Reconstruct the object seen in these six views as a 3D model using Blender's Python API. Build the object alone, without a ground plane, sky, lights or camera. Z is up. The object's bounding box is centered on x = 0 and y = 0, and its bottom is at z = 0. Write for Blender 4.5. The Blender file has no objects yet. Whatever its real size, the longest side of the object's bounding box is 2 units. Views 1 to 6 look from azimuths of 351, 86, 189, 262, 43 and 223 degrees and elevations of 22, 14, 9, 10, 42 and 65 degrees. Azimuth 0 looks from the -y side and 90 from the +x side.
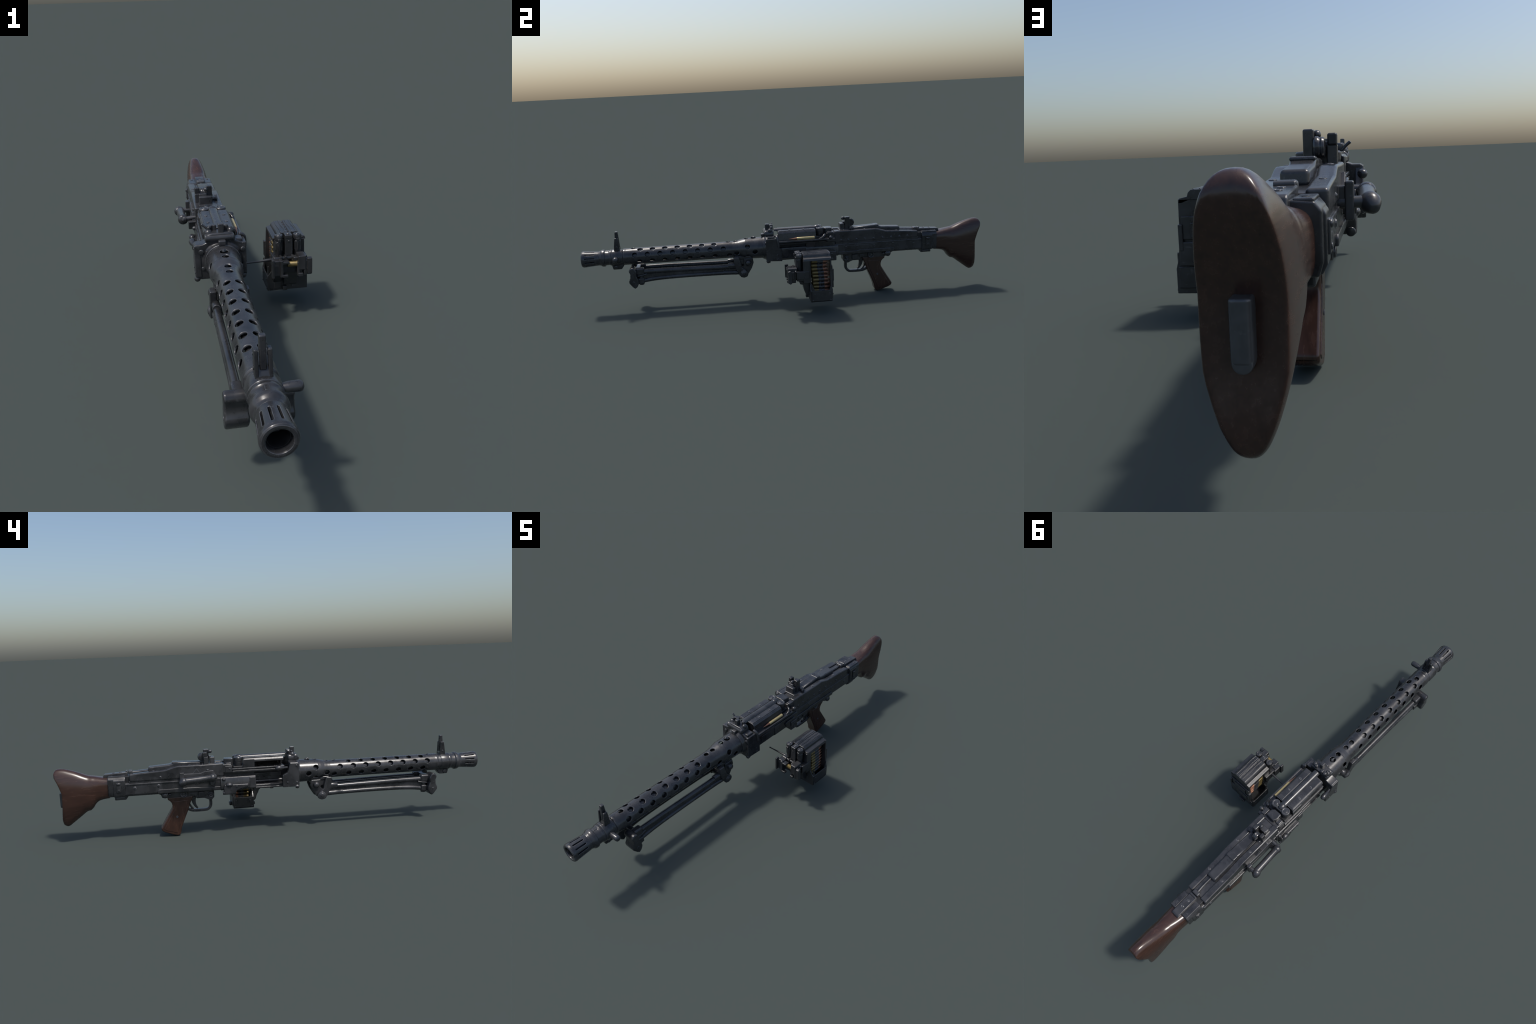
import bpy, bmesh, math, random
from mathutils import Vector, Matrix

random.seed(7)
X0 = -0.0965          # centre plane of the gun
ZA = 0.2636           # height of the bore axis

# ------------------------------------------------------------------ materials
def mat_base(name):
    m = bpy.data.materials.new(name)
    m.use_nodes = True
    nt = m.node_tree
    for n in list(nt.nodes):
        nt.nodes.remove(n)
    out = nt.nodes.new('ShaderNodeOutputMaterial')
    bsdf = nt.nodes.new('ShaderNodeBsdfPrincipled')
    nt.links.new(bsdf.outputs[0], out.inputs[0])
    return m, nt, bsdf

def noise(nt, scale, detail=4, rough=0.55, vec=None):
    n = nt.nodes.new('ShaderNodeTexNoise')
    n.inputs['Scale'].default_value = scale
    n.inputs['Detail'].default_value = detail
    n.inputs['Roughness'].default_value = rough
    if vec is not None:
        nt.links.new(vec, n.inputs['Vector'])
    return n

def ramp(nt, fac, stops):
    r = nt.nodes.new('ShaderNodeValToRGB')
    el = r.color_ramp.elements
    while len(el) < len(stops):
        el.new(0.5)
    for e, (p, c) in zip(el, stops):
        e.position = p
        e.color = (c[0], c[1], c[2], 1) if not isinstance(c, float) else (c, c, c, 1)
    nt.links.new(fac, r.inputs[0])
    return r

def mixc(nt, fac, a, b):
    m = nt.nodes.new('ShaderNodeMix')
    m.data_type = 'RGBA'
    if isinstance(fac, float):
        m.inputs[0].default_value = fac
    else:
        nt.links.new(fac, m.inputs[0])
    for s, v in ((6, a), (7, b)):
        if isinstance(v, tuple):
            m.inputs[s].default_value = (v[0], v[1], v[2], 1)
        else:
            nt.links.new(v, m.inputs[s])
    return m.outputs[2]

def math_node(nt, op, a, b=None):
    m = nt.nodes.new('ShaderNodeMath')
    m.operation = op
    for i, v in enumerate((a, b)):
        if v is None:
            continue
        if isinstance(v, (int, float)):
            m.inputs[i].default_value = v
        else:
            nt.links.new(v, m.inputs[i])
    return m.outputs[0]

def edge_mask(nt, radius, lo, hi):
    """1 on worn edges: where the rounded normal leaves the true one."""
    bev = nt.nodes.new('ShaderNodeBevel')
    bev.samples = 6
    bev.inputs['Radius'].default_value = radius
    geo = nt.nodes.new('ShaderNodeNewGeometry')
    d = nt.nodes.new('ShaderNodeVectorMath')
    d.operation = 'DOT_PRODUCT'
    nt.links.new(bev.outputs[0], d.inputs[0])
    nt.links.new(geo.outputs['Normal'], d.inputs[1])
    mr = nt.nodes.new('ShaderNodeMapRange')
    nt.links.new(d.outputs['Value'], mr.inputs[0])
    mr.inputs[1].default_value = hi
    mr.inputs[2].default_value = lo
    mr.inputs[3].default_value = 0.0
    mr.inputs[4].default_value = 1.0
    return mr.outputs[0], bev

def metal(name, dark, light, edge, rough=(0.30, 0.46), metallic=0.75, wear=0.55, scratch=0.0, rad=0.0022):
    m, nt, b = mat_base(name)
    tc = nt.nodes.new('ShaderNodeTexCoord')
    v = tc.outputs['Object']
    n1 = noise(nt, 16, 5, 0.6, v)
    base = ramp(nt, n1.outputs[0], [(0.32, dark), (0.68, light)]).outputs[0]
    n2 = noise(nt, 95, 3, 0.6, v)
    sp = ramp(nt, n2.outputs[0], [(0.62, 0.0), (0.78, 1.0)]).outputs[0]
    base = mixc(nt, math_node(nt, 'MULTIPLY', sp, 0.18), base, edge)
    em, bev = edge_mask(nt, rad, 0.90, 0.995)
    n3 = noise(nt, 60, 4, 0.7, v)
    br = ramp(nt, n3.outputs[0], [(0.35, 0.25), (0.65, 1.0)]).outputs[0]
    w = math_node(nt, 'MULTIPLY', math_node(nt, 'MULTIPLY', em, br), wear)
    base = mixc(nt, w, base, edge)
    if scratch > 0:
        mp = nt.nodes.new('ShaderNodeMapping')
        mp.inputs['Scale'].default_value = (30, 220, 140)
        mp.inputs['Rotation'].default_value = (0.5, 0.3, 0.6)
        nt.links.new(v, mp.inputs[0])
        n4 = noise(nt, 1.0, 2, 0.5, mp.outputs[0])
        s = ramp(nt, n4.outputs[0], [(0.66, 0.0), (0.72, 1.0)]).outputs[0]
        base = mixc(nt, math_node(nt, 'MULTIPLY', s, scratch), base, edge)
    nt.links.new(base, b.inputs['Base Color'])
    b.inputs['Metallic'].default_value = metallic
    b.inputs['Specular IOR Level'].default_value = 0.7
    rr = ramp(nt, n1.outputs[0], [(0.3, rough[0]), (0.7, rough[1])]).outputs[0]
    nt.links.new(rr, b.inputs['Roughness'])
    bp = nt.nodes.new('ShaderNodeBump')
    bp.inputs['Strength'].default_value = 0.12
    bp.inputs['Distance'].default_value = 0.002
    n5 = noise(nt, 45, 4, 0.6, v)
    nt.links.new(n5.outputs[0], bp.inputs['Height'])
    nt.links.new(bev.outputs[0], bp.inputs['Normal'])
    nt.links.new(bp.outputs[0], b.inputs['Normal'])
    return m

def wood(name, grain_scale):
    m, nt, b = mat_base(name)
    tc = nt.nodes.new('ShaderNodeTexCoord')
    v = tc.outputs['Object']
    mp = nt.nodes.new('ShaderNodeMapping')
    mp.inputs['Scale'].default_value = grain_scale
    nt.links.new(v, mp.inputs[0])
    n1 = noise(nt, 1.0, 6, 0.65, mp.outputs[0])
    col = ramp(nt, n1.outputs[0], [(0.30, (0.028, 0.014, 0.0105)), (0.5, (0.043, 0.0205, 0.0145)), (0.74, (0.062, 0.029, 0.0185))]).outputs[0]
    n2 = noise(nt, 9, 3, 0.5, v)
    f = ramp(nt, n2.outputs[0], [(0.40, 0.0), (0.65, 0.45)]).outputs[0]
    col = mixc(nt, f, col, (0.042, 0.020, 0.015))
    n3 = noise(nt, 120, 2, 0.5, v)
    f3 = ramp(nt, n3.outputs[0], [(0.66, 0.0), (0.76, 0.4)]).outputs[0]
    col = mixc(nt, f3, col, (0.022, 0.010, 0.007))
    nt.links.new(col, b.inputs['Base Color'])
    rr = ramp(nt, n1.outputs[0], [(0.3, 0.20), (0.7, 0.30)]).outputs[0]
    nt.links.new(rr, b.inputs['Roughness'])
    b.inputs['Specular IOR Level'].default_value = 0.6
    bp = nt.nodes.new('ShaderNodeBump')
    bp.inputs['Strength'].default_value = 0.10
    bp.inputs['Distance'].default_value = 0.001
    nt.links.new(n1.outputs[0], bp.inputs['Height'])
    nt.links.new(bp.outputs[0], b.inputs['Normal'])
    return m

def plain(name, a, c, rough, metallic):
    m, nt, b = mat_base(name)
    tc = nt.nodes.new('ShaderNodeTexCoord')
    n1 = noise(nt, 60, 4, 0.6, tc.outputs['Object'])
    col = ramp(nt, n1.outputs[0], [(0.35, a), (0.65, c)]).outputs[0]
    nt.links.new(col, b.inputs['Base Color'])
    b.inputs['Roughness'].default_value = rough
    b.inputs['Metallic'].default_value = metallic
    return m

GUN = metal('gunmetal', (0.019, 0.020, 0.0225), (0.050, 0.051, 0.055), (0.26, 0.27, 0.295), rough=(0.19, 0.36), metallic=0.22, wear=0.75)
MAG = metal('worn_black_steel', (0.020, 0.021, 0.023), (0.042, 0.043, 0.046), (0.26, 0.26, 0.27), rough=(0.24, 0.42), metallic=0.25, wear=0.8, scratch=0.16, rad=0.0016)
DARK = plain('dark_steel', (0.016, 0.017, 0.019), (0.028, 0.029, 0.032), 0.40, 0.25)  # darkness of bore and feed recesses put into colour; sight parts share it
WOOD = wood('walnut_stock', (130, 14, 110))
GRIPW = wood('walnut_grip', (120, 60, 18))
STRAP = metal('worn_steel', (0.060, 0.063, 0.068), (0.115, 0.118, 0.125), (0.30, 0.31, 0.33), metallic=0.4)
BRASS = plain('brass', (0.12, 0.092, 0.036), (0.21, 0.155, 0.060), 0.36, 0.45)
CASE = plain('pale_brass', (0.47, 0.375, 0.18), (0.54, 0.43, 0.21), 0.34, 0.3)
COPPER = plain('copper', (0.26, 0.125, 0.080), (0.33, 0.16, 0.10), 0.36, 0.45)

# ------------------------------------------------------------------ helpers
col = bpy.context.scene.collection
PENDING = []

def root(name, loc, label, category):
    e = bpy.data.objects.new(name, None)
    e.location = loc
    e['label'] = label
    e['category'] = category
    col.objects.link(e)
    return e

def attach(ob, parent):
    ob.parent = parent
    if parent.type == 'EMPTY':
        ob.matrix_parent_inverse = Matrix.Translation(-Vector(parent.location))

def make(name, bm, mat, parent, bevel=0.0, seg=2, angle=32):
    bmesh.ops.recalc_face_normals(bm, faces=bm.faces)
    me = bpy.data.meshes.new(name)
    bm.to_mesh(me)
    bm.free()
    me.materials.append(mat)
    ob = bpy.data.objects.new(name, me)
    col.objects.link(ob)
    if parent is not None:
        attach(ob, parent)
    if bevel > 0:
        for p in me.polygons:
            p.use_smooth = True
        md = ob.modifiers.new('round', 'BEVEL')
        md.width = bevel
        md.segments = seg
        md.limit_method = 'ANGLE'
        md.angle_limit = math.radians(30)
        md.use_clamp_overlap = True
        md.harden_normals = True
        PENDING.append(ob)
    else:
        smooth(me, angle)
    return ob

def smooth(me, angle):
    bm = bmesh.new()
    bm.from_mesh(me)
    for f in bm.faces:
        f.smooth = True
    lim = math.radians(angle)
    for e in bm.edges:
        if len(e.link_faces) == 2 and e.calc_face_angle(0) > lim:
            e.smooth = False
    bm.to_mesh(me)
    bm.free()

def apply_all():
    bpy.context.view_layer.update()
    dg = bpy.context.evaluated_depsgraph_get()
    for ob in PENDING:
        me = bpy.data.meshes.new_from_object(ob.evaluated_get(dg))
        me.name = ob.data.name
        ob.modifiers.clear()
        ob.data = me
    PENDING.clear()

def solid(loop_a, loop_b):
    bm = bmesh.new()
    a = [bm.verts.new(p) for p in loop_a]
    b = [bm.verts.new(p) for p in loop_b]
    bm.faces.new(a)
    bm.faces.new(list(reversed(b)))
    n = len(a)
    for i in range(n):
        bm.faces.new((a[i], b[i], b[(i + 1) % n], a[(i + 1) % n]))
    return bm

def prism_x(name, prof, u0, u1, mat, parent, bevel=0.002, seg=2, ox=X0):
    return make(name, solid([(ox + u0, y, z) for y, z in prof], [(ox + u1, y, z) for y, z in prof]), mat, parent, bevel, seg)

def prism_y(name, prof, y0, y1, mat, parent, bevel=0.002, seg=2, ox=X0):
    return make(name, solid([(ox + u, y0, z) for u, z in prof], [(ox + u, y1, z) for u, z in prof]), mat, parent, bevel, seg)

def prism_z(name, prof, z0, z1, mat, parent, bevel=0.002, seg=2, ox=X0):
    return make(name, solid([(ox + u, y, z0) for u, y in prof], [(ox + u, y, z1) for u, y in prof]), mat, parent, bevel, seg)

def box(name, u, y, z, mat, parent, bevel=0.002, seg=2, ox=X0):
    return prism_y(name, [(u[0], z[0]), (u[1], z[0]), (u[1], z[1]), (u[0], z[1])], y[0], y[1], mat, parent, bevel, seg, ox)

def lathe_bm(prof, seg, closed):
    """prof: (along, radius); turned about the local y axis."""
    bm = bmesh.new()
    rings = []
    for a, r in prof:
        if r <= 1e-6:
            rings.append([bm.verts.new((0, a, 0))])
        else:
            rings.append([bm.verts.new((r * math.cos(2 * math.pi * i / seg), a, r * math.sin(2 * math.pi * i / seg))) for i in range(seg)])
    pairs = list(zip(rings, rings[1:]))
    if closed:
        pairs.append((rings[-1], rings[0]))
    for p, q in pairs:
        for i in range(seg):
            j = (i + 1) % seg
            if len(p) == 1 and len(q) == 1:
                continue
            if len(p) == 1:
                bm.faces.new((p[0], q[i], q[j]))
            elif len(q) == 1:
                bm.faces.new((p[i], q[0], p[j]))
            else:
                bm.faces.new((p[i], q[i], q[j], p[j]))
    return bm

def lathe(name, prof, centre, mat, parent, axis=(0, 1, 0), seg=40, closed=False, angle=32):
    if not closed:
        if prof[0][1] > 1e-6:
            prof = [(prof[0][0], 0.0)] + list(prof)
        if prof[-1][1] > 1e-6:
            prof = list(prof) + [(prof[-1][0], 0.0)]
    bm = lathe_bm(prof, seg, closed)
    q = Vector((0, 1, 0)).rotation_difference(Vector(axis).normalized())
    bm.transform(Matrix.Translation(Vector(centre)) @ q.to_matrix().to_4x4())
    return make(name, bm, mat, parent, 0.0, angle=angle)

def pin(name, centre, axis, r, length, mat, parent, chamfer=0.0015, seg=28):
    """Cylinder starting at centre and running along axis, edges chamfered."""
    c = min(chamfer, r * 0.4, length * 0.4)
    k = 0.3
    pr = [(0, r - c), (c * k, r - c * k), (c, r), (length - c, r), (length - c * k, r - c * k), (length, r - c)]
    return lathe(name, pr, centre, mat, parent, axis, seg)

def ball(name, centre, r, mat, parent, sc=(1, 1, 1), seg=24):
    bm = bmesh.new()
    bmesh.ops.create_uvsphere(bm, u_segments=seg, v_segments=seg // 2, radius=r)
    bm.transform(Matrix.Translation(Vector(centre)) @ Matrix.Diagonal((sc[0], sc[1], sc[2], 1)))
    return make(name, bm, mat, parent, 0.0, angle=80)

def spline(pts, n):
    """Catmull-Rom through pts, n steps a span; extra components ride along."""
    P = [Vector(p) for p in pts]
    P = [P[0] * 2 - P[1]] + P + [P[-1] * 2 - P[-2]]
    out = []
    for i in range(1, len(P) - 2):
        a, b, c, d = P[i - 1], P[i], P[i + 1], P[i + 2]
        for k in range(n):
            t = k / n
            out.append(0.5 * ((2 * b) + (c - a) * t + (2 * a - 5 * b + 4 * c - d) * t * t + (3 * b - a - 3 * c + d) * t ** 3))
    out.append(P[-2])
    return out

def tube(name, pts, radius, mat, parent, steps=6, seg=18, flat=1.0):
    """Swept round bar; radius a number or one per control point."""
    rad = radius if isinstance(radius, (list, tuple)) else [radius] * len(pts)
    path = spline([(p[0], p[1], p[2], r) for p, r in zip(pts, rad)], steps)
    bm = bmesh.new()
    rings = []
    for i, p in enumerate(path):
        a = path[max(i - 1, 0)].to_3d()
        b = path[min(i + 1, len(path) - 1)].to_3d()
        t = (b - a).normalized()
        s = t.cross(Vector((0, 0, 1)))
        if s.length < 1e-3:
            s = Vector((1, 0, 0))
        s.normalize()
        w = s.cross(t).normalized()
        rings.append([bm.verts.new(p.to_3d() + p[3] * (math.cos(2 * math.pi * k / seg) * s * flat + math.sin(2 * math.pi * k / seg) * w)) for k in range(seg)])
    for p, q in zip(rings, rings[1:]):
        for k in range(seg):
            bm.faces.new((p[k], q[k], q[(k + 1) % seg], p[(k + 1) % seg]))
    bm.faces.new(rings[0])
    bm.faces.new(list(reversed(rings[-1])))
    return make(name, bm, mat, parent, 0.0, angle=50)

def lerp_table(tab, x):
    if x <= tab[0][0]:
        return tab[0][1:]
    for a, b in zip(tab, tab[1:]):
        if x <= b[0]:
            t = (x - a[0]) / (b[0] - a[0])
            return tuple(p + (q - p) * t for p, q in zip(a[1:], b[1:]))
    return tab[-1][1:]

def smooth_table(tab, n=6):
    return sorted([tuple(v) for v in spline(tab, n)], key=lambda v: v[0])

def copies(proto, name, places, parent):
    """Shared-mesh repeats: places are 4x4 matrices; the first reuses proto."""
    for i, m in enumerate(places):
        ob = proto if i == 0 else proto.copy()
        if i:
            col.objects.link(ob)
            ob.name = name
        attach(ob, parent)
        ob.matrix_basis = m

def facing(loc, axis):
    q = Vector((0, 1, 0)).rotation_difference(Vector(axis).normalized())
    return Matrix.Translation(Vector(loc)) @ q.to_matrix().to_4x4()

def hole_cutter(centre, axis, r, depth):
    """Round drill from depth under the skin outward, countersunk at the skin (centre lies on it)."""
    pr = [(-depth, 0), (-depth, r), (-0.0024, r), (-0.0012, r + 0.0007), (0.0006, r + 0.0026), (0.012, r + 0.0026), (0.012, 0)]
    t = lathe_bm(pr, 28, False)
    t.transform(facing(centre, axis))
    return t

def slot_cutter(y0, y1, half, ang, r0, r1):
    """Stadium-shaped slot cut radially between r0 and r1."""
    pts = []
    for k in range(9):
        a = math.pi * k / 8
        pts.append((half * math.cos(a), y1 - half + half * math.sin(a)))
    for k in range(9):
        a = math.pi + math.pi * k / 8
        pts.append((half * math.cos(a), y0 + half + half * math.sin(a)))
    d = Vector((math.cos(ang), 0, math.sin(ang)))
    t = Vector((-math.sin(ang), 0, math.cos(ang)))
    c = Vector((X0, 0, ZA))
    return solid([c + d * r0 + t * p + Vector((0, y, 0)) for p, y in pts], [c + d * r1 + t * p + Vector((0, y, 0)) for p, y in pts])

def drill(ob, cutters):
    """Boolean difference with a list of cutter bmeshes."""
    bm = bmesh.new()
    for t in cutters:
        bmesh.ops.recalc_face_normals(t, faces=t.faces)
        tmp = bpy.data.meshes.new('tmp')
        t.to_mesh(tmp)
        t.free()
        bm.from_mesh(tmp)
        bpy.data.meshes.remove(tmp)
    me = bpy.data.meshes.new('cut')
    bm.to_mesh(me)
    bm.free()
    cut = bpy.data.objects.new('cut', me)
    col.objects.link(cut)
    md = ob.modifiers.new('drill', 'BOOLEAN')
    md.object = cut
    md.operation = 'DIFFERENCE'
    md.solver = 'EXACT'
    bpy.context.view_layer.update()
    dg = bpy.context.evaluated_depsgraph_get()
    res = bpy.data.meshes.new_from_object(ob.evaluated_get(dg))
    res.name = ob.data.name
    ob.modifiers.clear()
    ob.data = res
    bpy.data.objects.remove(cut)
    bpy.data.meshes.remove(me)

def radial_normals(ob, cx, cz):
    """Shade the turned skin as a true cylinder, everything else flat."""
    me = ob.data
    for p in me.polygons:
        p.use_smooth = True
    nors = [None] * len(me.loops)
    for p in me.polygons:
        n = p.normal
        c = p.center
        rd = Vector((c.x - cx, 0, c.z - cz)).normalized()
        dot = n.dot(rd)
        for li in p.loop_indices:
            v = me.vertices[me.loops[li].vertex_index].co
            if abs(dot) > 0.93:
                r = Vector((v.x - cx, 0, v.z - cz)).normalized()
                # keep the slope along the axis
                r = (r * math.sqrt(max(0, 1 - n.y * n.y)) * (1 if dot > 0 else -1) + Vector((0, n.y, 0))).normalized()
                nors[li] = r
            else:
                nors[li] = n.copy()
    me.normals_split_custom_set(nors)

gun = root('machine_gun', (X0, 0.46, 0.0), 'dark steel belt-fed machine gun with perforated jacket and walnut stock', 'machine gun')
mag = root('ammunition_magazine', (0.145, 0.13, 0.058), 'black steel ammunition box with belted brass cartridges and feed head', 'ammunition box')
AX = (X0, 0.0, ZA)

def ring_at(ang, r, y):
    a = math.radians(ang)
    return (X0 + r * math.cos(a), y, ZA + r * math.sin(a))

# ------------------------------------------------------------------ barrel group
PITCH = 0.0614
jacket_prof = [(-0.800, 0.0370), (-0.797, 0.0402), (-0.790, 0.0410), (-0.785, 0.0405), (-0.262, 0.0409), (-0.248, 0.0418),
               (-0.232, 0.0436), (-0.214, 0.0486), (-0.202, 0.0506), (-0.1995, 0.0514), (-0.150, 0.0526), (-0.104, 0.0536)]
inner = [(y, r - 0.0042) for y, r in reversed(jacket_prof)]
jacket = lathe('barrel_jacket', jacket_prof + inner, AX, GUN, gun, seg=72, closed=True)
holes = []
HR = 0.0121
def hole(ang, y, r=HR):
    R = lerp_table(jacket_prof, y)[0]
    a = math.radians(ang)
    d = Vector((math.cos(a), 0, math.sin(a)))
    holes.append(hole_cutter(Vector((X0, y, ZA)) + d * R, d, r, 0.014))
for k in range(8):
    ym = -0.741 + PITCH * k if k < 7 else -0.308
    yl = -0.719 + PITCH * k if k < 7 else -0.279
    for s in (0, 1):
        hole(21 if not s else 159, ym)
        hole(-29 if not s else 209, yl)
        if k < 7:
            hole(64 if not s else 116, -0.714 + 0.0603 * k)
for y in (-0.749, -0.283, -0.246, -0.193, -0.156):
    hole(90, y, 0.0108 if y != -0.156 else 0.0135)
for s in (0, 1):
    for ang, y in ((-14, -0.244), (22, -0.189), (-9, -0.153), (-38, -0.188)):
        hole(ang if not s else 180 - ang, y)
drill(jacket, holes)
radial_normals(jacket, X0, ZA)

lathe('barrel', [(-0.955, 0.011), (-0.95, 0.0155), (-0.80, 0.0165), (-0.795, 0.028), (-0.30, 0.0285), (-0.24, 0.030), (-0.10, 0.032)], AX, GUN, gun, seg=36)
ball('jacket_catch', (X0, -0.153, ZA + 0.0525), 0.0075, GUN, gun, (1, 1.1, 0.9))
tube('jacket_catch_lever', [(X0 - 0.003, -0.166, ZA + 0.053), (X0 - 0.001, -0.158, ZA + 0.057), (X0, -0.147, ZA + 0.0545)], 0.0035, GUN, gun)

fh_prof = [(-1.0, 0.0275), (-1.001, 0.031), (-1.0005, 0.0358), (-0.9975, 0.0385), (-0.991, 0.0398), (-0.960, 0.0372), (-0.918, 0.0342)]
fh_in = [(-0.918, 0.020), (-0.945, 0.024), (-0.990, 0.0255), (-0.997, 0.0262)]
flash = lathe('flash_hider', fh_prof + fh_in, AX, GUN, gun, seg=72, closed=True)
slots = []
for k in range(12):
    slots.append(slot_cutter(-0.984, -0.935, 0.0031, 2 * math.pi * (k + 0.5) / 12, 0.015, 0.055))
drill(flash, slots)
radial_normals(flash, X0, ZA)
lathe('bore_shade_liner', [(-0.986, 0.0238), (-0.930, 0.0218), (-0.930, 0.0208), (-0.986, 0.0228)], AX, DARK, gun, seg=48, closed=True)  # added dark sleeve: stops light through the slots and darkens the bore
lathe('muzzle_collar', [(-0.919, 0.0340), (-0.916, 0.0352), (-0.912, 0.0353), (-0.909, 0.0365), (-0.904, 0.0405), (-0.899, 0.0420), (-0.891, 0.0418),
      (-0.888, 0.0400), (-0.886, 0.0362), (-0.870, 0.0355), (-0.866, 0.0362), (-0.862, 0.0390), (-0.857, 0.0396), (-0.854, 0.0385), (-0.852, 0.0380)],
      AX, GUN, gun, seg=64, angle=28)
lathe('sight_band', [(-0.853, 0.0375), (-0.851, 0.0400), (-0.846, 0.0408), (-0.818, 0.0408), (-0.813, 0.0395), (-0.811, 0.0372), (-0.806, 0.0365),
      (-0.802, 0.0372), (-0.799, 0.0355)], AX, GUN, gun, seg=64, angle=28)

# front sight
fs = prism_x('front_sight', [(-0.842, 0.298), (-0.812, 0.298), (-0.812, 0.307), (-0.816, 0.318), (-0.826, 0.322), (-0.838, 0.308)], -0.013, 0.017, GUN, gun, 0.003)
for u0, u1 in ((-0.0195, -0.0105), (0.0105, 0.0195)):
    prism_x('sight_ear', [(-0.841, 0.298), (-0.812, 0.298), (-0.814, 0.325), (-0.816, 0.362), (-0.833, 0.362), (-0.838, 0.325)], u0, u1, GUN, fs, 0.0025)
prism_x('sight_post', [(-0.836, 0.315), (-0.812, 0.315), (-0.814, 0.355), (-0.8165, 0.3925), (-0.8305, 0.3925), (-0.833, 0.355)], -0.0075, 0.0075, GUN, fs, 0.003)
for u in (-0.0195, 0.0195):
    pin('sight_screw', (X0 + u, -0.826, 0.318), (1 if u > 0 else -1, 0, 0), 0.0045, 0.0018, GUN, fs)
box('band_ridge', (-0.006, 0.006), (-0.884, -0.864), (ZA + 0.0335, ZA + 0.0372), GUN, gun, 0.0015)
# sight band lug and lever
prism_x('band_lug', [(-0.857, 0.238), (-0.795, 0.238), (-0.797, 0.226), (-0.812, 0.205), (-0.853, 0.205), (-0.857, 0.222)], -0.017, 0.017, GUN, gun, 0.004)
pin('lug_pin', (X0 - 0.021, -0.838, 0.217), (1, 0, 0), 0.0085, 0.042, GUN, gun, 0.002)
lathe('band_lever', [(0.030, 0.008), (0.040, 0.0100), (0.050, 0.0122), (0.075, 0.0128), (0.081, 0.0112), (0.0845, 0.0060)], (X0, -0.834, 0.268), GUN, gun, (1, 0.05, -0.03), 28, angle=60)

# ------------------------------------------------------------------ bipod
bip = prism_x('bipod', [(-0.250, 0.236), (-0.165, 0.236), (-0.166, 0.205), (-0.185, 0.186), (-0.232, 0.190), (-0.250, 0.206)], -0.033, 0.033, GUN, gun, 0.006)
prism_x('bipod_saddle', [(-0.258, 0.236), (-0.160, 0.236), (-0.165, 0.216), (-0.252, 0.216)], -0.036, 0.036, GUN, bip, 0.006)
pin('bipod_axle', (X0 - 0.050, -0.190, 0.200), (1, 0, 0), 0.0135, 0.100, GUN, bip, 0.005)
def bracket_profile():
    pts = [(-0.262, 0.234), (-0.234, 0.234), (-0.226, 0.205), (-0.222, 0.182), (-0.205, 0.168), (-0.195, 0.158), (-0.192, 0.145), (-0.198, 0.133),
           (-0.213, 0.128), (-0.229, 0.132), (-0.237, 0.143), (-0.245, 0.160), (-0.256, 0.180), (-0.260, 0.205)]
    return pts
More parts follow.
